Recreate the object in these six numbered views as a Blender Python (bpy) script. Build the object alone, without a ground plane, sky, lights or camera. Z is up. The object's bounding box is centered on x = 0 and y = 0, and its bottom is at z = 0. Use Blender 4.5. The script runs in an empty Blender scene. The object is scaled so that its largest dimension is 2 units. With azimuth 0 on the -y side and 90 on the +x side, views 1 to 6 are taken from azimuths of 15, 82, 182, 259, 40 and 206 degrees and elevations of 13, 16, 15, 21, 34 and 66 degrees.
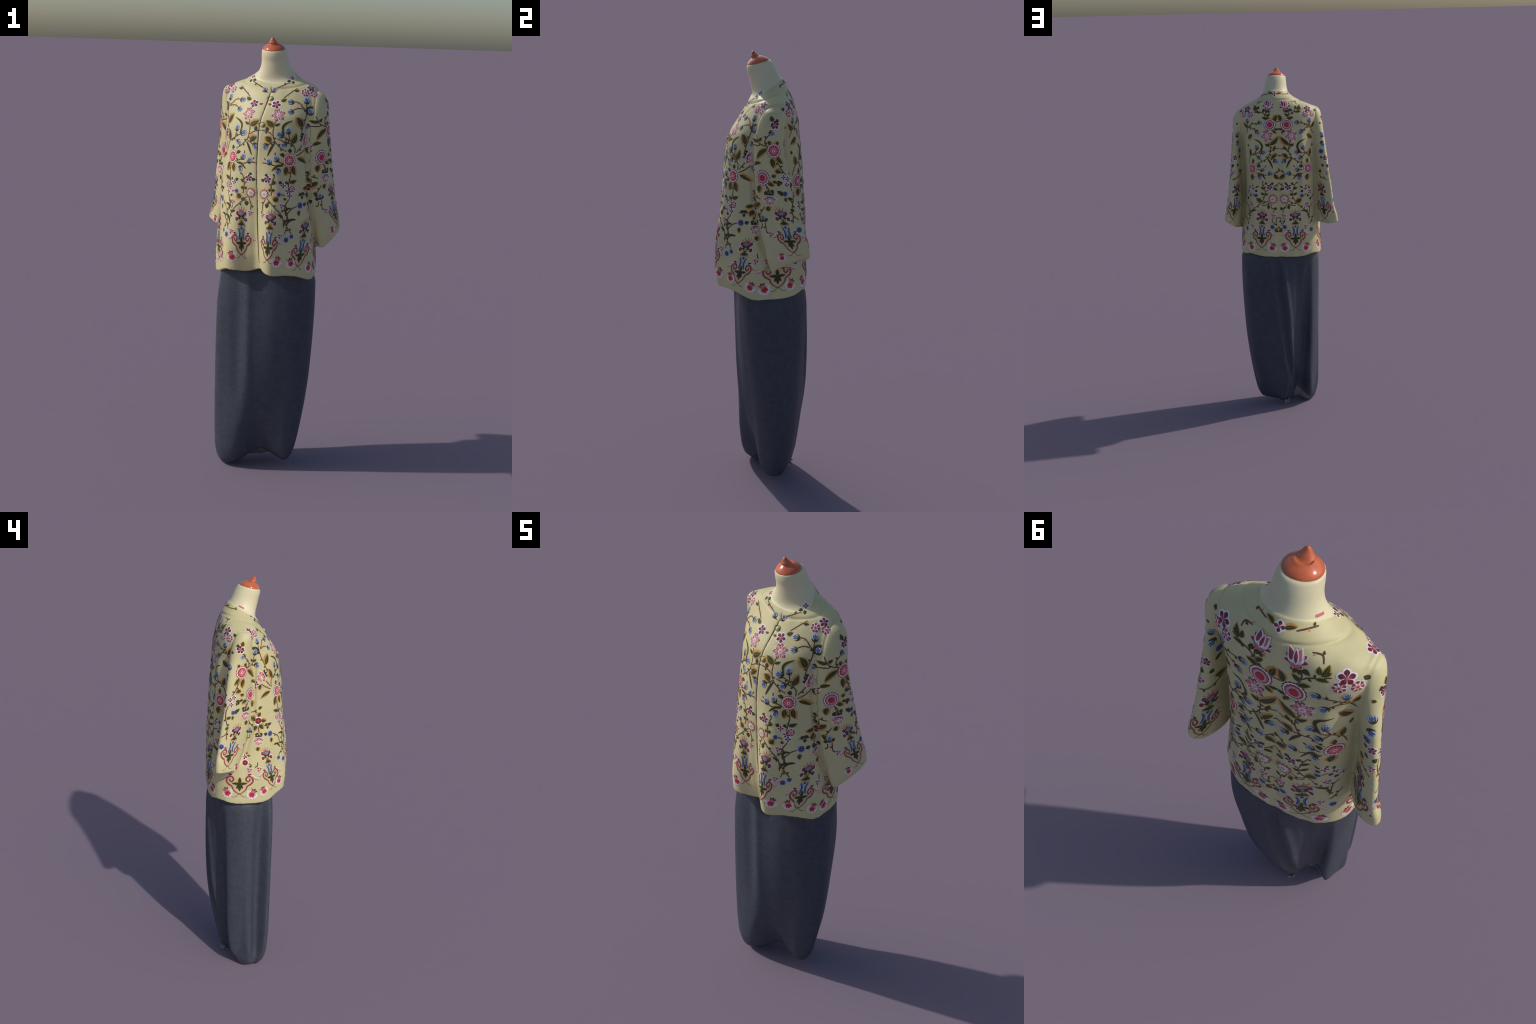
import bpy, bmesh, math, random
import numpy as np
from mathutils import Vector, noise
from mathutils.bvhtree import BVHTree

random.seed(7)

# ------------------------------------------------------------------ helpers
def curve(table, q):
    """Smooth (monotone-limited cubic) interpolation through rows (key, v1, v2..)."""
    t = np.array(sorted(table), float)
    k, v = t[:, 0], t[:, 1:]
    h = np.diff(k)
    d = np.diff(v, axis=0) / h[:, None]
    m = np.zeros_like(v)
    m[0], m[-1] = d[0], d[-1]
    for i in range(1, len(k) - 1):
        s = d[i - 1] * d[i] > 0
        w1, w2 = 2 * h[i] + h[i - 1], h[i] + 2 * h[i - 1]
        with np.errstate(divide='ignore', invalid='ignore'):
            hm = (w1 + w2) / (w1 / d[i - 1] + w2 / d[i])
        m[i] = np.where(s, hm, 0)
    q = min(max(q, k[0]), k[-1])
    i = min(int(np.searchsorted(k, q, 'right')) - 1, len(k) - 2)
    u = (q - k[i]) / h[i]
    return ((1 + 2 * u) * (1 - u) ** 2 * v[i] + u * (1 - u) ** 2 * h[i] * m[i]
            + u * u * (3 - 2 * u) * v[i + 1] + u * u * (u - 1) * h[i] * m[i + 1])

def closed_spline(pts, n):
    """Closed Catmull-Rom through pts, n samples."""
    p = np.array(pts, float)
    N = len(p)
    out = []
    for j in range(n):
        f = j * N / n
        i = int(f); u = f - i
        a, b, c, d = p[(i - 1) % N], p[i % N], p[(i + 1) % N], p[(i + 2) % N]
        out.append(0.5 * (2 * b + (c - a) * u + (2 * a - 5 * b + 4 * c - d) * u * u + (3 * b - a - 3 * c + d) * u ** 3))
    return np.array(out)

def smooth01(a, b, x):
    t = min(max((x - a) / (b - a), 0.0), 1.0)
    return t * t * (3 - 2 * t)

def bump(x, c, w):
    return math.exp(-((x - c) / w) ** 2)

def add_rings(bm, rings, cap_start=True, cap_end=True):
    vs = [[bm.verts.new(p) for p in r] for r in rings]
    n = len(vs[0])
    for a, b in zip(vs, vs[1:]):
        for i in range(n):
            bm.faces.new((a[i], a[(i + 1) % n], b[(i + 1) % n], b[i]))
    if cap_start: bm.faces.new(list(reversed(vs[0])))
    if cap_end: bm.faces.new(vs[-1])
    return vs

def new_object(name, mesh, parent=None):
    o = bpy.data.objects.new(name, mesh)
    bpy.context.scene.collection.objects.link(o)
    if parent: o.parent = parent
    return o

def mesh_from_bm(bm, name, smooth=True):
    me = bpy.data.meshes.new(name)
    bm.normal_update()
    bm.to_mesh(me); bm.free()
    if smooth:
        me.polygons.foreach_set('use_smooth', [True] * len(me.polygons))
    return me

# ------------------------------------------------------------------ materials
def srgb(r, g, b):
    f = lambda c: c / 12.92 if c <= 0.04045 else ((c + 0.055) / 1.055) ** 2.4
    return (f(r / 255), f(g / 255), f(b / 255), 1)

def material(name, color, rough=0.7, vary=0.12, scale=60, bump_s=0.0, bump_scale=600, spec=0.3, color2=None, sheen=0.0):
    m = bpy.data.materials.new(name)
    m.use_nodes = True
    nt = m.node_tree; N = nt.nodes; L = nt.links
    b = N['Principled BSDF']
    b.inputs['Roughness'].default_value = rough
    b.inputs['Specular IOR Level'].default_value = spec
    b.inputs['Sheen Weight'].default_value = sheen
    tc = N.new('ShaderNodeTexCoord')
    no = N.new('ShaderNodeTexNoise'); no.inputs['Scale'].default_value = scale; no.inputs['Detail'].default_value = 4
    L.new(tc.outputs['Object'], no.inputs['Vector'])
    cr = N.new('ShaderNodeValToRGB')
    c = color; d = color2 or tuple(x * (1 - vary) for x in c[:3]) + (1,)
    e = tuple(min(1, x * (1 + vary)) for x in c[:3]) + (1,)
    cr.color_ramp.elements[0].position = 0.3; cr.color_ramp.elements[0].color = d
    cr.color_ramp.elements[1].position = 0.7; cr.color_ramp.elements[1].color = e
    L.new(no.outputs['Fac'], cr.inputs['Fac'])
    L.new(cr.outputs['Color'], b.inputs['Base Color'])
    if bump_s:
        n2 = N.new('ShaderNodeTexNoise'); n2.inputs['Scale'].default_value = bump_scale
        L.new(tc.outputs['Object'], n2.inputs['Vector'])
        bu = N.new('ShaderNodeBump'); bu.inputs['Strength'].default_value = bump_s; bu.inputs['Distance'].default_value = 0.002
        L.new(n2.outputs['Fac'], bu.inputs['Height'])
        L.new(bu.outputs['Normal'], b.inputs['Normal'])
    return m

SILK = material('cream_silk', srgb(206, 197, 150), 0.5, 0.06, 9, 0.15, 500, 0.35)
NECK = material('cream_neck', srgb(222, 214, 176), 0.45, 0.04, 12, 0.0, 0, 0.4)
WOOD = material('glossy_orange_wood', srgb(200, 104, 68), 0.16, 0.15, 40, 0, 0, 0.6)
CLOTH = material('slate_cloth', srgb(71, 76, 87), 0.55, 0.10, 30, 0.2, 400, 0.35)
def add_weave(m):
    """Faint small lattice figured into the trouser cloth."""
    nt = m.node_tree; N = nt.nodes; L = nt.links
    tc = N.new('ShaderNodeTexCoord'); mp = N.new('ShaderNodeMapping')
    mp.inputs['Rotation'].default_value = (0, 0, .4)
    vo = N.new('ShaderNodeTexVoronoi'); vo.inputs['Scale'].default_value = 85; vo.inputs['Randomness'].default_value = .7
    L.new(tc.outputs['Object'], mp.inputs['Vector']); L.new(mp.outputs['Vector'], vo.inputs['Vector'])
    cr = N.new('ShaderNodeValToRGB')
    cr.color_ramp.elements[0].color = (1.07, 1.075, 1.08, 1); cr.color_ramp.elements[1].color = (.9, .9, .9, 1)
    cr.color_ramp.elements[0].position = .15; cr.color_ramp.elements[1].position = .6
    L.new(vo.outputs['Distance'], cr.inputs['Fac'])
    mx = N.new('ShaderNodeMix'); mx.data_type = 'RGBA'; mx.blend_type = 'MULTIPLY'; mx.inputs['Factor'].default_value = 1
    b = N['Principled BSDF']
    src = b.inputs['Base Color'].links[0].from_socket
    L.new(src, mx.inputs['A']); L.new(cr.outputs['Color'], mx.inputs['B']); L.new(mx.outputs['Result'], b.inputs['Base Color'])
add_weave(CLOTH)
GREY = material('dull_grey', srgb(120, 122, 122), 0.8, 0.1, 30)  # for the scan fill under the trousers, the tie and the under-hem

# ------------------------------------------------------------------ root
root = bpy.data.objects.new('dressed_mannequin', None)
bpy.context.scene.collection.objects.link(root)
root['label'] = 'headless mannequin in cream floral embroidered jacket and dark trousers'
root['category'] = 'clothed mannequin'

# ------------------------------------------------------------------ body: torso + neck + sleeves
# z : x-left, x-right, y-front, y-back, roundness exponent
TORSO = [
    (0.955, -.222, .241, -.188, .204, 2.0, 3.0),
    (1.05, -.222, .237, -.201, .208, 1.85, 2.8),
    (1.15, -.216, .230, -.199, .206, 1.8, 2.6),
    (1.25, -.208, .221, -.191, .204, 1.85, 2.5),
    (1.35, -.205, .212, -.176, .200, 1.9, 2.7),
    (1.50, -.195, .204, -.153, .193, 2.0, 2.9),
    (1.60, -.195, .206, -.136, .187, 1.9, 2.8),
    (1.66, -.198, .215, -.116, .184, 1.85, 2.5),
    (1.70, -.204, .222, -.090, .180, 1.85, 2.5),
    (1.74, -.210, .230, -.062, .173, 1.85, 2.4),
    (1.77, -.203, .224, -.042, .165, 1.9, 2.3),
    (1.797, -.178, .202, -.024, .156, 2.0, 2.2),
    (1.822, -.112, .143, -.014, .147, 2.0, 2.1),
    (1.845, -.069, .109, -.018, .136, 2.0, 2.0),
    (1.87, -.049, .093, -.024, .118, 2.0, 2.0),
    (1.90, -.041, .082, -.030, .100, 2.0, 2.0),
    (1.93, -.039, .076, -.036, .083, 2.0, 2.0),
    (1.952, -.037, .069, -.036, .067, 2.0, 2.0),
]
def hem_height(x, y):
    """Height of the jacket hem: dips at sides and back, rises at centre front."""
    front = smooth01(-.05, -.17, y)
    f = .987 + .020 * bump(x, .018, .045) + .006 * bump(x, -.15, .05)
    s = .954 + .014 * smooth01(.10, .2, abs(x)) * smooth01(.1, .18, y)
    return s * (1 - front) + f * front

def torso_point(z, th):
    xl, xr, yf, yb, nf, nb = curve(TORSO, z)
    cx, a = (xl + xr) / 2, (xr - xl) / 2
    cy, b = (yf + yb) / 2, (yb - yf) / 2
    c, s = math.cos(th), math.sin(th)
    n = nf + (nb - nf) * smooth01(-.5, .5, s)
    x = cx + a * math.copysign(abs(c) ** (2 / n), c)
    y = cy + b * math.copysign(abs(s) ** (2 / n), s)
    if s < 0:                      # hanging front: centre valley between two lobes
        drop = smooth01(1.55, 1.0, z) * (-s)
        y += drop * (.046 * bump(x, .008, .034) + .036 * bump(x, -.042, .036) - .024 * bump(x, .090, .042) - .020 * bump(x, -.135, .035))
        y += smooth01(1.5, 1.1, z) * (-s) * .008 * bump(x, -.165, .02)
    else:                          # slight spine hollow and soft vertical folds behind
        y -= s * smooth01(1.8, 1.5, z) * (.3 + .7 * smooth01(.97, 1.2, z)) * (.004 * math.sin(x * 62 + 1) + .003 * math.sin(x * 117))
    y -= .08 * (x - .012) * smooth01(1.90, 1.80, z)
    return x, y

def build_torso(bm):
    rings = []
    n = 160
    zs = list(np.linspace(0.0, 1.0, 90))
    z0, z1 = .955, 1.952
    # underside, slightly hollow
    for f in (0.3, 0.8, 0.95):
        r = []
        for i in range(n):
            x, y = torso_point(z0, 2 * math.pi * i / n)
            h = hem_height(x, y)
            r.append((.006 + (x - .006) * f, (y - .01) * f + .01, h + (.004 if f < .9 else .0)))
        rings.append(r)
    for t in zs:
        r = []
        for i in range(n):
            th = 2 * math.pi * i / n
            z = z0 + (z1 - z0) * t
            x, y = torso_point(z, th)
            w = 1 - smooth01(0, .3, t)
            x0, y0 = torso_point(z0, th)
            z = z + (hem_height(x0, y0) - z0) * w
            z += .20 * (y - .016) * smooth01(.94, 1, t)
            r.append((x, y, z))
        rings.append(r)
    add_rings(bm, rings)

# sleeves: z : x-inner, x-outer, y-front, y-back
# last column: lean of the flattened section (outer edge swings to the back)
SLEEVE_POS = [
    (1.787, .150, .205, .020, .080, .0),
    (1.768, .140, .238, .000, .092, .0),
    (1.74, .135, .256, -.016, .095, .1),
    (1.70, .140, .264, -.030, .095, .15),
    (1.62, .155, .270, -.044, .086, .3),
    (1.55, .168, .276, -.046, .094, .4),
    (1.45, .182, .286, -.042, .112, .5),
    (1.35, .197, .296, -.038, .134, .58),
    (1.25, .212, .308, -.026, .160, .58),
    (1.18, .228, .318, -.010, .172, .52),
    (1.10, .240, .324, .010, .176, .5),
]
SLEEVE_NEG = [
    (1.792, -.195, -.140, .045, .105, .0),
    (1.775, -.220, -.130, .030, .115, .0),
    (1.74, -.233, -.125, .026, .125, -.2),
    (1.70, -.238, -.130, .024, .134, -.35),
    (1.62, -.249, -.150, .024, .147, -.55),
    (1.55, -.258, -.160, .024, .156, -.68),
    (1.45, -.271, -.168, .024, .168, -.76),
    (1.35, -.285, -.172, .030, .185, -.8),
    (1.25, -.297, -.182, .050, .199, -.8),
    (1.18, -.310, -.192, .070, .208, -.75),
    (1.10, -.320, -.200, .090, .212, -.65),
]
def build_sleeve(bm, table, side):
    n = 72
    rings = []
    ztop = max(r[0] for r in table); zbot = 1.10
    for t in np.linspace(0, 1, 60):
        z = ztop + (zbot - ztop) * t
        a0, a1, b0, b1, lean = curve(table, z)
        keep = math.sqrt(1 - lean * lean)
        r = []
        for i in range(n):
            th = 2 * math.pi * i / n
            c, s = math.cos(th), math.sin(th)
            x = (a0 + a1) / 2 + (a1 - a0) / 2 * (keep * c + lean * s)
            y = (b0 + b1) / 2 + (b1 - b0) / 2 * s
            # tilted cuff: outer and rear edge hang higher
            if side > 0:
                lift = max(0, .6 * (x - .275)) + .3 * (y - .05)
            else:
                lift = .044 + max(0, .2 * (-.26 - x))
            r.append((x, y, z + lift * smooth01(.75, 1, t)))
        rings.append(r)
    last = np.array(rings[-1]); c = last.mean(0)
    for f, up in ((.93, -.004), (.8, .004), (.4, .008)):
        rings.append([tuple(c + (p - c) * f + np.array((0, 0, up))) for p in last])
    if side > 0 or True:
        rings.reverse()
    add_rings(bm, rings)

def fused_body():
    bm = bmesh.new()
    build_torso(bm)
    build_sleeve(bm, SLEEVE_POS, 1)
    build_sleeve(bm, SLEEVE_NEG, -1)
    bmesh.ops.recalc_face_normals(bm, faces=bm.faces)
    me = mesh_from_bm(bm, 'body_raw')
    o = new_object('body_raw', me)
    r = o.modifiers.new('r', 'REMESH'); r.mode = 'VOXEL'; r.voxel_size = 0.0045
    s = o.modifiers.new('s', 'SMOOTH'); s.factor = 0.5; s.iterations = 6
    dg = bpy.context.evaluated_depsgraph_get()
    out = bpy.data.meshes.new_from_object(o.evaluated_get(dg))
    bpy.data.objects.remove(o)
    bm = bmesh.new(); bm.from_mesh(out)          # clean edge where the collar meets the neck
    bmesh.ops.bisect_plane(bm, geom=bm.verts[:] + bm.edges[:] + bm.faces[:], plane_co=(0, -.015, 1.808), plane_no=(0, -.60, 1.0))
    bm.to_mesh(out); bm.free()
    return out

def np_verts(me):
    a = np.empty(len(me.vertices) * 3); me.vertices.foreach_get('co', a)
    return a.reshape(-1, 3)

def np_normals(me):
    a = np.empty(len(me.vertices) * 3); me.vertex_normals.foreach_get('vector', a)
    return a.reshape(-1, 3)

def ss(a, b, x):
    t = np.clip((x - a) / (b - a), 0, 1)
    return t * t * (3 - 2 * t)

def neck_line(p):   # >0 above collar top
    return p[..., 2] - (1.808 + .60 * (p[..., 1] + .015))
def collar_line(p): # >0 above collar seam
    return p[..., 2] - (1.783 + .30 * (p[..., 1] + .02) + .10 * np.abs(p[..., 0] - .02))

def fold_relief(p, n):
    """Soft cloth folds and seams (metres along the normal)."""
    x, y, z = p.T
    d = np.zeros(len(p))
    cloth = 1 - ss(-.004, .004, neck_line(p))
    # collar seam groove
    d -= .0025 * np.exp(-(collar_line(p) / .004) ** 2) * (n[:, 2] > -.2) * (z > 1.72)
    # collar stands a little proud of the neck
    d += .0025 * cloth * ss(-.002, .002, collar_line(p))
    # armhole seams
    d -= .0022 * np.exp(-((np.abs(x - .008) - .206) / .004) ** 2) * ss(1.62, 1.70, z) * (n[:, 2] > -.3)
    # front opening seam
    fx = .022 - .024 * ss(1.78, 1.62, z) + .022 * ss(1.5, 1.1, z)
    d -= .003 * np.exp(-((x - fx) / .0035) ** 2) * (n[:, 1] < -.2) * (z < 1.79)
    return d

body = fused_body()
P = np_verts(body); Nn = np_normals(body)
centers = np.empty(len(body.polygons) * 3); body.polygons.foreach_get('center', centers); centers = centers.reshape(-1, 3)
d = fold_relief(P, Nn)
d += np.array([noise.noise((p[0] * 22, p[1] * 22, p[2] * 5)) for p in P]) * .0016 * (1 - ss(-.01, .01, neck_line(P)))
P = P + Nn * d[:, None]
def press_creases(P, N):
    """Deep creases where the hanging sleeves meet the jacket body."""
    x, y, z = P.T.copy()
    # behind the +x arm
    w = ss(1.18, 1.32, z) * ss(1.70, 1.58, z) * ss(.02, .06, y) * (N[:, 1] > .1)
    P[:, 1] -= .045 * np.exp(-((x - .222) / .015) ** 2) * w
    # in front of each arm
    edge = np.interp(z, (1.14, 1.2, 1.3, 1.45, 1.65), (.088, .060, .030, .018, .018))
    w = ss(1.14, 1.2, z) * ss(1.72, 1.6, z) * (N[:, 0] < -.2) * (x < -.15)
    P[:, 0] += .011 * np.exp(-((y - edge) / .011) ** 2) * w
    edge = np.interp(z, (1.14, 1.2, 1.3, 1.45, 1.65), (.0, -.022, -.040, -.047, -.046))
    w = ss(1.14, 1.2, z) * ss(1.68, 1.58, z) * (N[:, 0] > .2) * (x > .15)
    P[:, 0] -= .010 * np.exp(-((y - edge) / .011) ** 2) * w
press_creases(P, Nn)
body.vertices.foreach_set('co', P.ravel()); body.update()
Nn = np_normals(body)

def split_regions(me, region_of_face, specs):
    """Cut a mesh into named objects by region; all keep the whole body's normals."""
    vco = np_verts(me); vno = np_normals(me)
    faces = [tuple(p.vertices) for p in me.polygons]
    out = {}
    for key, (name, mat, parent) in specs.items():
        fs = [f for f, r in zip(faces, region_of_face) if r == key]
        used = sorted({v for f in fs for v in f})
        idx = {v: i for i, v in enumerate(used)}
        m = bpy.data.meshes.new(name)
        m.from_pydata([vco[v] for v in used], [], [[idx[v] for v in f] for f in fs])
        m.materials.append(mat)
        m.polygons.foreach_set('use_smooth', [True] * len(m.polygons))
        m.normals_split_custom_set_from_vertices([vno[v] for v in used])
        out[key] = new_object(name, m, parent)
    return out

reg = []
for c in centers:
    x, y, z = c
    if neck_line(c) > 0 and z > 1.78: reg.append('neck')
    elif collar_line(c) > 0 and z > 1.76: reg.append('collar')
    else:
        tr = .20 + .028 * smooth01(1.3, 1.1, z) if x > 0 else .19 + .022 * smooth01(1.3, 1.1, z)
        arm = z > 1.085 and abs(x) > tr + .02 * smooth01(1.62, 1.75, z) and (-.06 < y < .22)
        reg.append(('sleeve_r' if x > 0 else 'sleeve_l') if arm else 'jacket')
parts = split_regions(body, reg, {
    'jacket': ('jacket', SILK, root), 'neck': ('neck', NECK, root)})
jacket = parts['jacket']
parts.update(split_regions(body, reg, {
    'collar': ('collar', SILK, jacket),
    'sleeve_r': ('sleeve', SILK, jacket), 'sleeve_l': ('sleeve', SILK, jacket)}))


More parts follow.
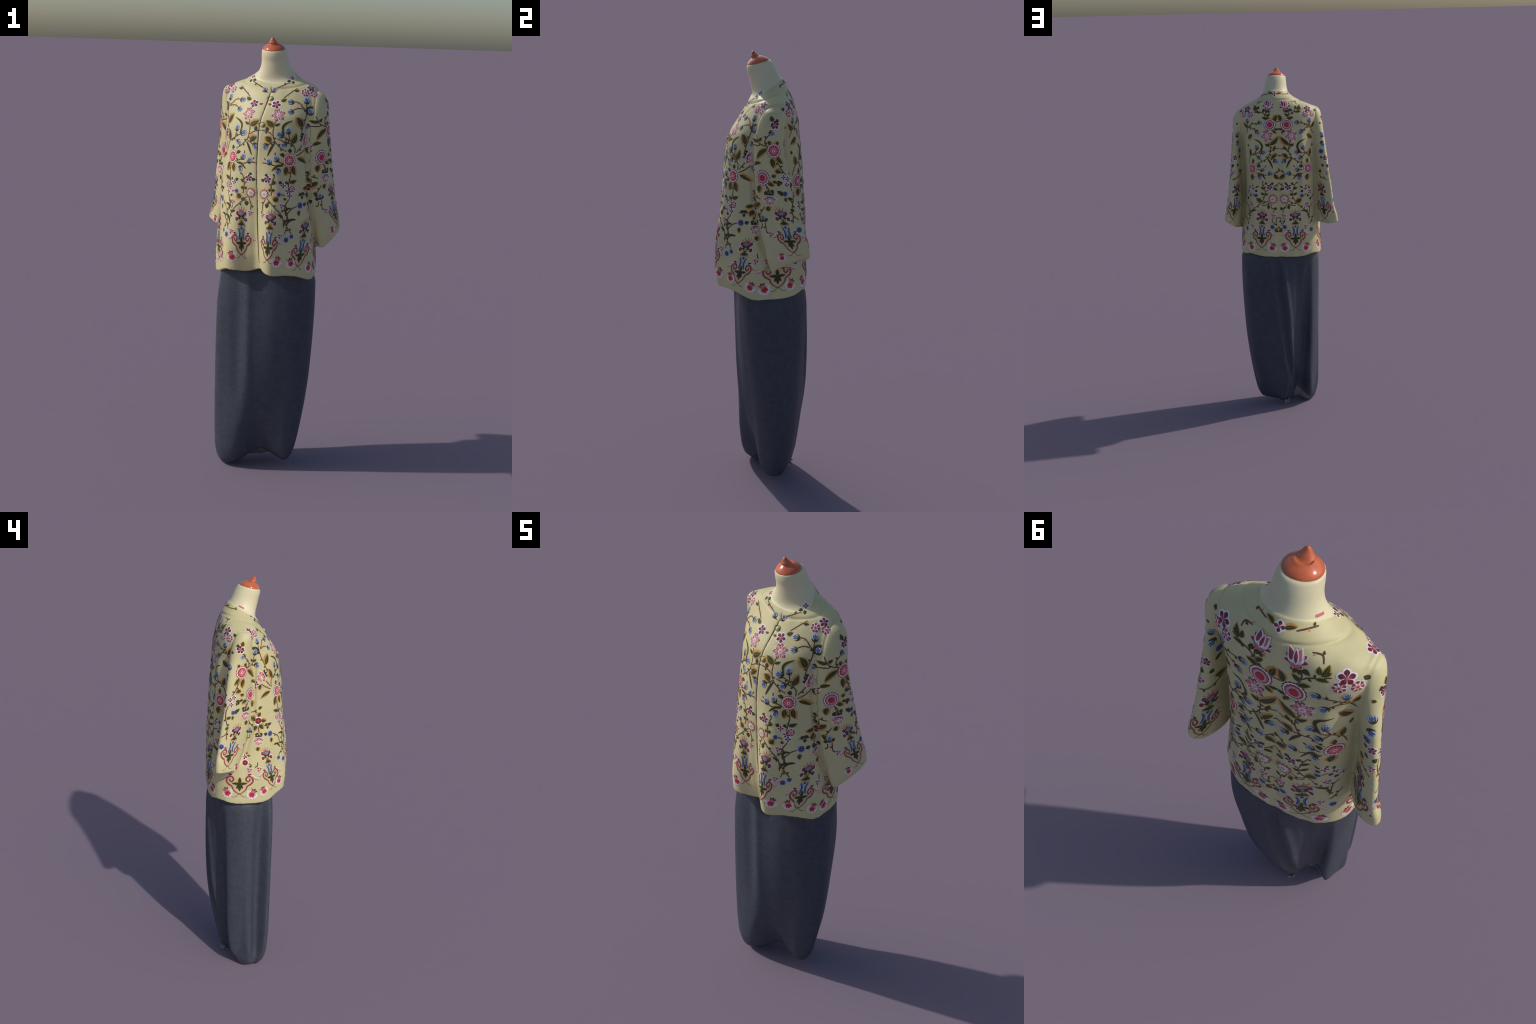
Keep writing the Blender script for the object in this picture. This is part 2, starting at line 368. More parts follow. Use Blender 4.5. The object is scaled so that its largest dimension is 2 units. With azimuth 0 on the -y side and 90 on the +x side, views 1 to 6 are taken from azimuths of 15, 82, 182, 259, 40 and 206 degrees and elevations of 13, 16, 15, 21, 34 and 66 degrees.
# Where each motif sits: per jacket side, in mm (across, height). Flowers: kind, across, height, size, turn.
# Medallions: top, tip, width. Leaves: base, tip, width, style. Stems and blades: points along the line.
WORK = {
    'back': dict(
                flowers=[('peony', 59, 1805, 61, 10), ('blossom', 176, 1782, 48, 0), ('ruffle', 198, 1754, 37, 0), ('ruffle', 161, 1754, 37, 40),
            ('target', 53, 1701, 62, 0), ('daisy', 69, 1640, 58, 0), ('bud', 105, 1711, 27, 95), ('bud', 178, 1722, 27, 0), ('bud', 121, 1657, 29,
            135), ('bud', 129, 1578, 27, -20), ('bud', 90, 1550, 29, 85), ('bud', 113, 1515, 27, 130), ('bud', 23, 1499, 29, 120), ('rosette', 157,
            1456, 57, 0), ('bud', 96, 1453, 27, 60), ('bud', 52, 1432, 29, 90), ('bud', 117, 1406, 27, 175), ('blossom', 61, 1357, 40, 20),
            ('sunflower', 45, 1290, 55, 0), ('blossom', 155, 1345, 29, 0), ('blossom', 180, 1323, 28, 30), ('blossom', 198, 1297, 26, 10), ('bluet',
            140, 1305, 24, 0), ('star', 168, 1253, 37, 20), ('star', 44, 1193, 37, 0), ('bluet', 51, 1130, 29, 0), ('bluet', 197, 1108, 28, 0),
            ('star', 165, 1127, 31, 0), ('carnation', 172, 1006, 54, 155), ('carnation', 56, 1007, 54, 205)],
        medallions=[(106, 1215, 115, 1008, 110)],
                leaves=[(74, 1781, 95, 1772, 11, 0), (64, 1779, 52, 1763, 12, 1), (67, 1779, 68, 1764, 11, 0), (122, 1778, 136, 1806, 13, 2), (118,
            1781, 114, 1802, 12, 2), (122, 1781, 144, 1791, 10, 2), (107, 1767, 141, 1767, 10, 2), (68, 1744, 49, 1760, 12, 2), (63, 1729, 98, 1740,
            13, 2), (26, 1720, 15, 1755, 19, 1), (28, 1677, 1, 1679, 8, 0), (38, 1672, 18, 1651, 13, 1), (180, 1678, 202, 1709, 15, 1), (153, 1646,
            179, 1619, 19, 1), (55, 1589, 5, 1638, 20, 1), (54, 1587, 83, 1596, 13, 2), (37, 1564, 24, 1587, 12, 2), (46, 1516, 15, 1544, 18, 1),
            (164, 1527, 167, 1568, 18, 1), (174, 1576, 179, 1593, 10, 2), (152, 1487, 152, 1514, 14, 1), (130, 1471, 108, 1471, 13, 0), (36, 1428, 6,
            1401, 19, 1), (159, 1424, 158, 1389, 24, 1), (220, 1768, 206, 1777, 10, 0), (76, 1370, 86, 1384, 11, 2), (54, 1371, 39, 1385, 11, 2), (42,
            1351, 16, 1337, 12, 2), (91, 1344, 114, 1352, 12, 2), (92, 1314, 115, 1322, 12, 2), (92, 1314, 70, 1319, 11, 2), (108, 1271, 140, 1289,
            20, 1), (38, 1234, 23, 1238, 12, 0), (70, 1256, 73, 1229, 13, 2), (143, 1352, 123, 1360, 8, 2), (156, 1356, 158, 1367, 8, 2), (176, 1340,
            174, 1360, 8, 2), (144, 1336, 133, 1324, 10, 0), (174, 1309, 168, 1296, 10, 0), (190, 1289, 182, 1276, 10, 0), (38, 1117, 17, 1101, 14,
            2)],
                stems=[[75, 1773, 73, 1755, 65, 1737, 59, 1729], [73, 1752, 90, 1764, 109, 1770, 144, 1779], [122, 1806, 115, 1819, 93, 1824], [177,
            1680, 166, 1694, 146, 1705, 122, 1708], [185, 1647, 177, 1684, 177, 1709], [177, 1682, 156, 1682, 140, 1673, 129, 1665], [66, 1615, 55,
            1590, 51, 1568, 53, 1549, 66, 1524, 90, 1504, 133, 1483], [53, 1549, 37, 1564, 4, 1572], [66, 1524, 41, 1515, 30, 1505], [17, 1528, 6,
            1533, -4, 1531], [177, 1484, 167, 1521, 141, 1541, 103, 1545], [141, 1541, 129, 1564], [139, 1539, 122, 1521], [127, 1452, 104, 1449],
            [86, 1465, 78, 1479], [134, 1434, 102, 1420, 72, 1426], [39, 1430, 24, 1440, 2, 1453], [128, 1428, 117, 1415], [24, 1720, 8, 1718], [43,
            1359, 26, 1366, 9, 1380], [62, 1344, 86, 1328, 90, 1306, 104, 1276, 133, 1245, 175, 1204, 181, 1167], [90, 1330, 91, 1354, 103, 1382],
            [66, 1280, 107, 1258], [109, 1250, 80, 1255, 62, 1263], [59, 1264, 51, 1237, 40, 1235, 41, 1211], [165, 1315, 148, 1308], [195, 1254, 183,
            1228, 183, 1180], [208, 1191, 197, 1163, 187, 1140], [51, 1181, 48, 1160, 34, 1141], [30, 1182, 29, 1162, 34, 1141], [30, 1181, 14, 1181],
            [157, 1241, 154, 1232], [40, 1119, 15, 1124]],
                blades=[[118, 1544, 99, 1577, 110, 1604, 144, 1621], [116, 1545, 98, 1574, 99, 1599], [71, 1518, 55, 1496, 40, 1461], [131, 1430, 102,
            1423, 81, 1398], [177, 1201, 161, 1217, 137, 1222]]),
    'front': dict(
                flowers=[('blossom', 57, 1718, 43, 20), ('blossom', 188, 1790, 39, 0), ('ruffle', 170, 1771, 37, 0), ('ruffle', 205, 1766, 36, 30),
            ('bud', 113, 1731, 28, -85), ('bud', 120, 1690, 26, -110), ('bud', 179, 1739, 29, 0), ('daisy', 74, 1677, 53, 0), ('bud', 31, 1543, 27,
            200), ('bud', 88, 1596, 32, -75), ('bud', 121, 1613, 27, -5), ('bud', 107, 1553, 26, -120), ('rosette', 134, 1488, 54, 0), ('bud', 81,
            1495, 27, -30), ('bud', 51, 1482, 26, -20), ('bud', 92, 1440, 27, 190), ('blossom', 51, 1406, 35, 0), ('sunflower', 40, 1342, 45, 0),
            ('star', 39, 1254, 29, 0), ('blossom', 117, 1381, 26, 0), ('ruffle', 151, 1366, 32, 0), ('blossom', 136, 1356, 26, 20), ('blossom', 144,
            1337, 26, 0), ('bluet', 103, 1344, 22, 0), ('star', 118, 1295, 29, 0), ('bluet', 142, 1148, 27, 0), ('bluet', 161, 1161, 23, 0), ('star',
            119, 1166, 29, 0), ('carnation', 110, 1052, 50, 205), ('carnation', 165, 1042, 46, 165)],
        medallions=[(78, 1265, 72, 1062, 69)],
                leaves=[(75, 1733, 98, 1744, 13, 2), (35, 1718, 19, 1720, 7, 1), (122, 1779, 146, 1779, 9, 2), (185, 1682, 207, 1716, 18, 0), (173,
            1626, 146, 1669, 26, 1), (61, 1629, 24, 1653, 24, 1), (63, 1633, 87, 1643, 9, 2), (37, 1610, 32, 1628, 11, 0), (55, 1564, 27, 1585, 23,
            1), (135, 1520, 135, 1539, 12, 0), (114, 1507, 94, 1514, 11, 0), (125, 1461, 122, 1424, 21, 1), (148, 1464, 160, 1423, 21, 1), (39, 1402,
            21, 1402, 10, 0), (46, 1419, 41, 1430, 10, 0), (70, 1387, 89, 1396, 11, 2), (71, 1359, 85, 1366, 11, 2), (69, 1360, 57, 1365, 10, 2), (83,
            1316, 100, 1335, 20, 1), (54, 1305, 56, 1284, 13, 0), (140, 1394, 167, 1403, 13, 2), (130, 1388, 129, 1401, 9, 0), (111, 1388, 98, 1399,
            10, 0), (128, 1328, 125, 1318, 10, 0)],
                stems=[[83, 1746, 104, 1764, 135, 1789], [124, 1732, 148, 1730, 167, 1712, 180, 1698], [130, 1697, 151, 1706, 176, 1701], [181, 1723,
            185, 1682, 179, 1644, 174, 1620, 170, 1591], [67, 1654, 62, 1633, 60, 1604, 68, 1572, 92, 1544, 120, 1525], [10, 1612, 37, 1606, 60,
            1592], [38, 1549, 53, 1558, 68, 1568], [100, 1589, 128, 1573, 145, 1553], [129, 1573, 124, 1600], [113, 1557, 124, 1560], [88, 1483, 115,
            1472], [59, 1474, 75, 1466, 114, 1469], [44, 1474, 25, 1474], [37, 1487, 31, 1495], [76, 1508, 76, 1521], [140, 1461, 142, 1422, 138,
            1386], [56, 1391, 69, 1377, 72, 1337], [69, 1379, 73, 1400, 81, 1421], [53, 1327, 85, 1294, 118, 1258, 127, 1233, 130, 1200], [56, 1309,
            75, 1306], [48, 1323, 36, 1292, 38, 1268], [139, 1409, 137, 1370], [134, 1172, 142, 1205, 142, 1247, 130, 1299], [161, 1171, 142, 1205],
            [144, 1325, 131, 1296, 128, 1272], [119, 1281, 122, 1266], [109, 1344, 125, 1340]],
                blades=[[107, 1591, 99, 1623, 109, 1641, 136, 1656], [70, 1561, 57, 1539, 43, 1504], [111, 1465, 89, 1465, 66, 1443], [128, 1206, 138,
            1229, 157, 1234], [133, 1260, 137, 1280, 155, 1282], [125, 1248, 115, 1255, 104, 1261]]),
    'sleeve': dict(
                flowers=[('blossom', 95, 1715, 39, 0), ('bud', 82, 1682, 25, -120), ('bud', 19, 1692, 28, 5), ('bud', 7, 1628, 25, 140), ('rosette',
            86, 1611, 56, 0), ('blossom', 9, 1542, 27, 20), ('target', 39, 1497, 59, 0), ('blossom', 141, 1491, 25, 0), ('blossom', 123, 1500, 23, 0),
            ('blossom', 136, 1468, 23, 0), ('rose', 65, 1407, 54, 0), ('bluet', 127, 1431, 24, 0), ('bud', 37, 1325, 28, 0), ('bluet', 182, 1277, 28,
            0), ('star', 66, 1258, 30, 0), ('carnation', 107, 1160, 36, 190)],
        medallions=[(104, 1363, 154, 1183, 92)],
                leaves=[(89, 1729, 81, 1752, 14, 2), (102, 1724, 105, 1739, 11, 0), (84, 1710, 78, 1715, 7, 0), (28, 1651, 43, 1665, 10, 2), (28,
            1648, 10, 1656, 11, 2), (72, 1637, 64, 1652, 13, 2), (97, 1637, 108, 1646, 13, 1), (59, 1620, 19, 1572, 18, 1), (77, 1580, 84, 1538, 20,
            1), (99, 1585, 123, 1555, 14, 1), (12, 1550, 37, 1560, 12, 2), (74, 1505, 94, 1510, 12, 1), (59, 1476, 85, 1465, 15, 1), (28, 1464, 25,
            1431, 21, 1), (89, 1527, 116, 1521, 16, 1), (80, 1483, 96, 1483, 8, 0), (95, 1479, 115, 1480, 9, 0), (99, 1477, 106, 1464, 9, 0), (74,
            1435, 79, 1449, 12, 0), (53, 1431, 43, 1436, 12, 0), (29, 1387, 6, 1367, 19, 1), (56, 1378, 63, 1357, 19, 1), (119, 1433, 94, 1444, 11,
            0), (128, 1416, 133, 1397, 10, 1), (43, 1313, 56, 1325, 10, 0), (32, 1309, 23, 1315, 10, 0), (159, 1405, 136, 1415, 11, 2), (165, 1356,
            145, 1365, 10, 2), (117, 1436, 110, 1422, 9, 0)],
                stems=[[73, 1678, 55, 1659, 52, 1640, 62, 1627], [23, 1675, 30, 1642, 58, 1629], [10, 1630, 31, 1631], [93, 1580, 113, 1538, 132,
            1508], [49, 1468, 62, 1451, 64, 1433], [77, 1481, 115, 1471], [12, 1528, 9, 1519], [53, 1460, 62, 1437], [30, 1405, 3, 1418], [45, 1375,
            28, 1345, 19, 1337], [149, 1464, 160, 1436, 162, 1406, 155, 1369, 159, 1338, 183, 1320], [159, 1338, 157, 1306], [45, 1309, 49, 1267],
            [33, 1303, 34, 1283]],
        blades=[]),
    'sleeve_back': dict(
                flowers=[('bud', -233, 1639, 31, -20), ('bud', -237, 1586, 31, 150), ('bluet', -228, 1546, 31, 0), ('blossom', -250, 1510, 34, 0),
            ('star', -260, 1428, 32, 0), ('bluet', -292, 1211, 10, 0)],
        medallions=[(-225, 1364, -244, 1168, 97)],
                leaves=[(-232, 1506, -223, 1518, 12, 2), (-238, 1475, -232, 1461, 12, 0), (-261, 1475, -267, 1455, 12, 0), (-229, 1438, -213, 1429,
            16, 1), (-227, 1703, -222, 1695, 12, 2)],
        stems=[[-214, 1416, -231, 1400, -260, 1390]],
        blades=[]),
    'side': dict(
                flowers=[('rose', -18, 1573, 59, 60), ('star', 35, 1126, 32, 0), ('star', -13, 1128, 32, 0), ('carnation', 135, 1010, 53, 150),
            ('carnation', 20, 1002, 55, 210), ('carnation', -42, 1012, 48, 150), ('disc', -4, 1366, 38, 0), ('rose', -8, 1269, 52, 0), ('bluet', -67,
            1293, 32, 0)],
        medallions=[(90, 1227, 80, 1005, 125), (-43, 1218, -91, 1025, 95)],
                leaves=[(-63, 1497, -13, 1471, 15, 1), (-75, 1557, -55, 1603, 22, 1), (-12, 1538, -9, 1511, 15, 1), (-2, 1386, -15, 1406, 17, 1),
            (-15, 1368, -46, 1363, 15, 1), (-8, 1347, -31, 1323, 19, 1), (4, 1344, 12, 1318, 15, 1), (-4, 1420, -24, 1432, 11, 2), (-40, 1338, -51,
            1348, 10, 0), (-50, 1333, -55, 1318, 10, 0), (-66, 1335, -53, 1345, 10, 0), (-73, 1272, -76, 1247, 14, 1), (-7, 1238, -5, 1217, 16, 1),
            (0, 1298, 3, 1308, 13, 0), (-17, 1296, -24, 1305, 13, 0), (-52, 1293, -34, 1300, 11, 0)],
                stems=[[-67, 1506, -42, 1520, -17, 1538], [-70, 1515, -70, 1549, -98, 1577], [-65, 1520, -49, 1539, -33, 1556], [-6, 1163, -3, 1140],
            [-4, 1337, -10, 1305], [-30, 1337, -71, 1337], [-80, 1290, -101, 1280, -117, 1260, -122, 1232]],
        blades=[[-89, 1233, -110, 1232, -126, 1211]]),
    'back_collar': dict(
        flowers=[('blossom', 23, 1864, 31, 0)],
        medallions=[],
        leaves=[(36, 1864, 62, 1870, 11, 1), (11, 1864, -17, 1867, 11, 1)],
        stems=[[60, 1862, 93, 1856], [-16, 1860, -56, 1857]],
        blades=[]),
    'front_collar': dict(
        flowers=[('bud', 37, 1778, 25, 20), ('blossom', 104, 1830, 23, 0)],
        medallions=[],
        leaves=[(100, 1818, 86, 1813, 9, 0), (107, 1817, 115, 1806, 9, 0)],
        stems=[[46, 1786, 66, 1795, 100, 1811], [33, 1769, 20, 1767]],
        blades=[]),
    'side_edge': dict(
        flowers=[('blossom', 57, 1190, 27, 0), ('disc', 55, 1163, 32, 0)],
        medallions=[],
        leaves=[(50, 1206, 42, 1212, 6, 1), (46, 1198, 30, 1196, 7, 1)],
        stems=[[38, 1159, 26, 1149, 29, 1139]],
        blades=[]),
}

# ------------------------------------------------------------------ embroidery
THREAD = {}
def thread(key, rgb):
    THREAD[key] = material('thread_' + key, srgb(*rgb), 0.55, 0.16, 180, 0.35, 900, 0.3, sheen=0.1)
for key, rgb in dict(maroon=(110, 34, 52), wine=(150, 60, 72), rose=(202, 112, 124), pink=(224, 160, 160), white=(232, 224, 222),
                     red=(206, 52, 62), salmon=(212, 142, 120), blue=(90, 108, 146), sky=(184, 202, 222), navy=(48, 58, 92),
                     dark=(58, 56, 42), olive=(112, 106, 44), ochre=(168, 148, 58), orange=(214, 146, 72), brown=(98, 66, 54),
                     tan=(196, 168, 130), slate=(128, 140, 152)).items():
    thread(key, rgb)

body_bvh = BVHTree.FromPolygons([tuple(v.co) for v in body.vertices], [tuple(p.vertices) for p in body.polygons])
UP = Vector((0, 0, 1))

BACK_CENTRE = [(.95, .022), (1.09, .018), (1.33, .012), (1.46, .004), (1.56, .002), (1.64, .003), (1.71, .008), (1.84, .017)]
class Panel:
    """A side of the jacket seen straight on; mm coordinates -> cloth surface."""
    def __init__(self, side, mirror=False):
        self.side, self.mirror = side, mirror
    def hit(self, a, z):
        a, z = a / 1000, z / 1000
        s = self.side
        if s in ('front', 'front_collar', 'back', 'back_collar', 'sleeve_back'):
            if self.mirror:
                if s == 'front_collar': a = .030 - a
                elif s == 'front': a = .018 - a * 1.06
                else: a = 2 * curve(BACK_CENTRE, z)[0] - a * (1.03 if s == 'back' else 1)
            if s.startswith('front'): o, d = Vector((a, -1, z)), Vector((0, 1, 0))
            else: o, d = Vector((a, 1, z)), Vector((0, -1, 0))
        else:
            if self.mirror: a -= .052 if s == 'sleeve' else .035
            sx = 1 if self.mirror else -1
            o, d = Vector((sx, a, z)), Vector((-sx, 0, 0))
        loc, nor, i, t = body_bvh.ray_cast(o, d)
        if loc is None:
            q = o + d * .8
            loc, nor, i, t = body_bvh.find_nearest(q)
        if self.side.startswith('front'): v = Vector((0, -1, 0))
        elif 'back' in self.side: v = Vector((0, 1, 0))
        else: v = Vector((1 if self.mirror else -1, 0, 0))
        return loc, v

def frame_at(loc, hint):
    n = Vector((0, 0, 0))
    for dx, dz in ((0, 0), (.012, 0), (-.012, 0), (0, .012), (0, -.012)):
        side = UP.cross(hint)
        l, m, i, t = body_bvh.find_nearest(loc + side * dx + UP * dz)
        n += m
    n.normalize()
    right = UP.cross(n)
    if right.length < 1e-3: right = UP.cross(hint)
    right.normalize()
    return right, n.cross(right).normalized(), n

def walk(loc, hint, dx, dz, steps=6):
    """Move along the cloth by dx, dz metres."""
    p = loc.copy()
    for k in range(steps):
        r, u, n = frame_at(p, hint)
        p = body_bvh.find_nearest(p + r * (dx / steps) + u * (dz / steps))[0]
    return p

class Stitching:
    """Flat 2D stitch patches in layers, later laid onto the cloth as raised thread."""
    def __init__(self):
        self.v, self.h, self.f, self.m, self.mats = [], [], [], [], []
    def _mat(self, key):
        if key not in self.mats: self.mats.append(key)
        return self.mats.index(key)
    def patch(self, rows, key, layer, closed=False):
        """rows: list of equally long point lists (a grid)."""
        base = len(self.v); n = len(rows[0]); mi = self._mat(key)
        mid = (len(rows) - 1) / 2
        for j, r in enumerate(rows):
            for p in r:
                self.v.append(p); self.h.append(layer)
        for j in range(len(rows) - 1):
            for i in range(n if closed else n - 1):
                a, b = base + j * n + i, base + j * n + (i + 1) % n
                self.f.append((a, b, b + n, a + n)); self.m.append(mi)
    def blob(self, cx, cy, rfun, key, layer, n=40, rot=0.0):
        out = []
        for ring, k in ((.02, .9), (.5, .7), (.85, .35), (1.0, 0)):
            row = []
            for i in range(n):
                a = 2 * math.pi * i / n
                r = rfun(a) * ring
                row.append((cx + r * math.sin(a + rot), cy + r * math.cos(a + rot)))
            out.append(row)
        base = len(self.v)
        self.patch(out, key, layer, True)
        for q in range(n): self.h[base + q] += .9
        for q in range(n, 2 * n): self.h[base + q] += .7
        for q in range(2 * n, 3 * n): self.h[base + q] += .3
    def petal(self, x0, y0, x1, y1, w, key, layer, bend=0.0, full=.8, jag=0, n=9):
        """Leaf or petal from base to tip with a rounded belly."""
        dx, dy = x1 - x0, y1 - y0
        L = math.hypot(dx, dy) or 1e-6
        px, py = -dy / L, dx / L
        rows = [[], [], [], [], []]
        base = len(self.v)
        for i in range(n):
            t = i / (n - 1)
            hw = w / 2 * math.sin(math.pi * min(1, t ** full * .97 + .03)) ** .8
            if jag: hw *= 1 + jag * (1 if i % 2 else -1) * (0 < i < n - 1)
            off = bend * L * math.sin(math.pi * t)
            for k, s in enumerate((-1, -.6, 0, .6, 1)):
                rows[k].append((x0 + dx * t + px * (off + hw * s), y0 + dy * t + py * (off + hw * s)))
        self.patch(rows, key, layer)
        for k, lift in enumerate((0, .4, .7, .4, 0)):
            for i in range(n): self.h[base + k * n + i] += lift
    def strip(self, pts, w, key, layer, taper=.55, res=7):
        """Thread line along a smooth path."""
        P = smooth_path(pts, res)
        rows = [[], [], []]
        N = len(P)
        base = len(self.v)
        for i, p in enumerate(P):
            a, b = P[max(0, i - 1)], P[min(N - 1, i + 1)]
            tx, ty = b[0] - a[0], b[1] - a[1]
            L = math.hypot(tx, ty) or 1e-9
            t = i / (N - 1)
            hw = w / 2 * (1 - taper * abs(2 * t - 1) ** 3)
            for k, s in enumerate((-1, 0, 1)):
                rows[k].append((p[0] - ty / L * hw * s, p[1] + tx / L * hw * s))
        self.patch(rows, key, layer)
        for i in range(N): self.h[base + N + i] += .5
    def lay(self, name, where):
        me = bpy.data.meshes.new(name)
        co = []
        for (x, y), h in zip(self.v, self.h):
            p = where(x, y)
            l, n, i, t = body_bvh.find_nearest(p)
            co.append(l + n * (.0004 + .00045 * h))
        me.from_pydata(co, [], self.f)
        for k in self.mats: me.materials.append(THREAD[k])
        me.polygons.foreach_set('material_index', self.m)
        me.polygons.foreach_set('use_smooth', [True] * len(me.polygons))
        me.update()
        return new_object(name, me, jacket)

def smooth_path(pts, res=7):
    p = [Vector((*q, 0)) if len(q) == 2 else Vector(q) for q in pts]
    out = []
    for i in range(len(p) - 1):
        a, b, c, d = p[max(0, i - 1)], p[i], p[i + 1], p[min(len(p) - 1, i + 2)]
        for k in range(res):
            u = k / res
            out.append(.5 * (2 * b + (c - a) * u + (2 * a - 5 * b + 4 * c - d) * u * u + (3 * b - a - 3 * c + d) * u ** 3))
    out.append(p[-1])
    return out

def lobes(r, n, depth, sharp=1.0, jag=0.0, seed=0):
    def f(a):
        v = abs(math.cos(a * n / 2)) ** sharp
        return r * (1 - depth + depth * v + jag * math.sin(a * 23 + seed))
    return f

def spikes(r, n, inner):
    def f(a):
        t = (a * n / (2 * math.pi)) % 1
        return r * (inner + (1 - inner) * abs(2 * t - 1) ** 1.2)
    return f

# each motif is drawn on a unit disc (diameter 1), +y is its "up"
def blossom(s, big):
    k = 5 if big else 4
    s.blob(0, 0, lobes(.5, k, .30, .55, .02), 'white', 0, 60)
    for i in range(k):
        a = 2 * math.pi * i / k
        s.petal(.06 * math.sin(a), .06 * math.cos(a), .42 * math.sin(a), .42 * math.cos(a), .27, 'maroon', 1, full=1.3)
        s.petal(.06 * math.sin(a), .06 * math.cos(a), .25 * math.sin(a), .25 * math.cos(a), .10, 'wine', 2)
    s.blob(0, 0, lobes(.085, 3, .1), 'rose', 3, 14)
def ruffle(s, big):
    s.blob(0, 0, lobes(.5, 7, .20, .6, .04), 'white', 0, 60)
    s.blob(0, 0, lobes(.43, 7, .26, .7, .04), 'wine', 1, 60)
    for i in range(7):
        a = 2 * math.pi * (i + .5) / 7
        s.petal(0, 0, .40 * math.sin(a), .40 * math.cos(a), .13, 'pink' if i % 2 else 'white', 2)
    s.blob(0, 0, lobes(.15, 5, .25), 'salmon', 3, 24)
    s.blob(0, 0, lobes(.07, 5, .2), 'wine', 4, 14)
def target(s, big):
    s.blob(0, 0, lobes(.5, 16, .10, .8), 'maroon', 0, 80)
    s.blob(0, 0, lobes(.455, 20, .08, .8), 'white', 1, 80)
    s.blob(0, 0, lobes(.375, 14, .09, .8), 'maroon', 2, 70)
    s.blob(0, 0, lobes(.34, 14, .09, .8), 'rose', 3, 70)
    s.blob(0, 0, lobes(.28, 10, .05), 'pink', 4, 50)
    s.blob(0, 0, lobes(.20, 12, .06), 'wine', 5, 40)
    s.blob(0, 0, lobes(.14, 8, .06), 'red', 6, 30)
def rosette(s, big):
    s.blob(0, 0, lobes(.5, 18, .10, .8), 'wine', 0, 80)
    s.blob(0, 0, lobes(.45, 22, .09, .8), 'white', 1, 88)
    s.blob(0, 0, lobes(.365, 12, .10, .7), 'wine', 2, 72)
    s.blob(0, 0, lobes(.335, 12, .10, .7), 'red', 3, 72)
    for i in range(12):
        a = 2 * math.pi * (i + .5) / 12
        s.petal(.12 * math.sin(a), .12 * math.cos(a), .31 * math.sin(a), .31 * math.cos(a), .055, 'pink', 4)
    s.blob(0, 0, lobes(.11, 6, .1), 'white', 5, 24)
    s.blob(0, 0, lobes(.06, 6, .1), 'rose', 6, 14)
def daisy(s, big):
    n = 11
    s.blob(0, 0, lobes(.3, n, .1), 'white', 0, 50)
    for i in range(n):
        a = 2 * math.pi * i / n; S, C = math.sin(a), math.cos(a)
        s.petal(.1 * S, .1 * C, .52 * S, .52 * C, .22, 'white' if i % 2 else 'wine', .3 + .1 * (i % 3), full=1.2)
        s.petal(.14 * S, .14 * C, .44 * S, .44 * C, .12, 'rose' if i % 2 else 'pink', 1.4, full=1.1)
    s.blob(0, 0, lobes(.16, 9, .1), 'white', 2.4, 36)
    s.blob(0, 0, lobes(.09, 7, .1), 'tan', 3.3, 24)
def sunflower(s, big):
    n = 13
    for i in range(n):
        a = 2 * math.pi * i / n; S, C = math.sin(a), math.cos(a)
        s.petal(.1 * S, .1 * C, .52 * S, .52 * C, .16, 'orange', .1 * (i % 2), full=1.1)
        s.petal(.1 * S, .1 * C, .43 * S, .43 * C, .17, 'wine', 1 + .1 * (i % 2), full=1.1)
        s.petal(.1 * S, .1 * C, .36 * S, .36 * C, .09, 'white', 2, full=1.1)
    s.blob(0, 0, lobes(.19, 11, .1), 'white', 3, 40)
    s.blob(0, 0, lobes(.13, 9, .1), 'tan', 4, 30)
def star(s, big):
    for i in range(6):
        a = 2 * math.pi * i / 6 + (.15 if i % 2 else -.1); S, C = math.sin(a), math.cos(a)
        L = .52 if i % 2 else .45
        s.petal(0, 0, L * S, L * C, .27, 'white', .1 * i, full=1.1)
        s.petal(.03 * S, .03 * C, (L - .09) * S, (L - .09) * C, .16, 'wine' if i % 2 else 'rose', 1.2 + .1 * i, full=1.1)
    s.blob(0, 0, lobes(.08, 5, .2), 'white', 3, 16)
def bluet(s, big):
    s.blob(0, 0, lobes(.5, 9, .12, .7, .03), 'sky', 0, 54)
    s.blob(0, 0, lobes(.41, 8, .22, .7), 'blue', 1, 56)
    s.blob(0, 0, lobes(.24, 8, .15, .7), 'navy', 2, 40)
    s.blob(0, 0, lobes(.10, 5, .15), 'red', 3, 16)
def disc(s, big):
    s.blob(0, 0, lobes(.5, 12, .12, .7), 'white', 0, 60)
    s.blob(0, 0, lobes(.37, 10, .12, .7), 'maroon', 1, 50)
    s.blob(0, 0, lobes(.16, 6, .12), 'red', 2, 24)
def bud(s, big):
    s.petal(-.06, -.5, -.42, .12, .20, 'orange', 0, bend=.12)
    s.petal(.06, -.5, .42, .10, .20, 'orange', 0, bend=-.12)
    s.petal(-.05, -.52, -.34, .02, .20, 'dark', 1, bend=.12)
    s.petal(.05, -.52, .34, .02, .20, 'dark', 1, bend=-.12)
    for x, t in ((-.2, .40), (0, .5), (.2, .40)):
        s.petal(x * .35, -.36, x * 1.2, t, .40, 'sky', 2 + abs(x), full=1.2)
    for x, y, t in ((-.17, -.05, .32), (.17, -.05, .32), (0, .05, .42)):
        s.petal(x * .7, y - .16, x * 1.2, t, .16, 'blue', 3.2, full=1.1)
    for x in (-.1, .1):
        s.petal(x * .5, -.34, x * 1.4, .0, .14, 'navy', 3.4)
    s.blob(0, -.36, lobes(.15, 3, .1), 'dark', 4, 18)
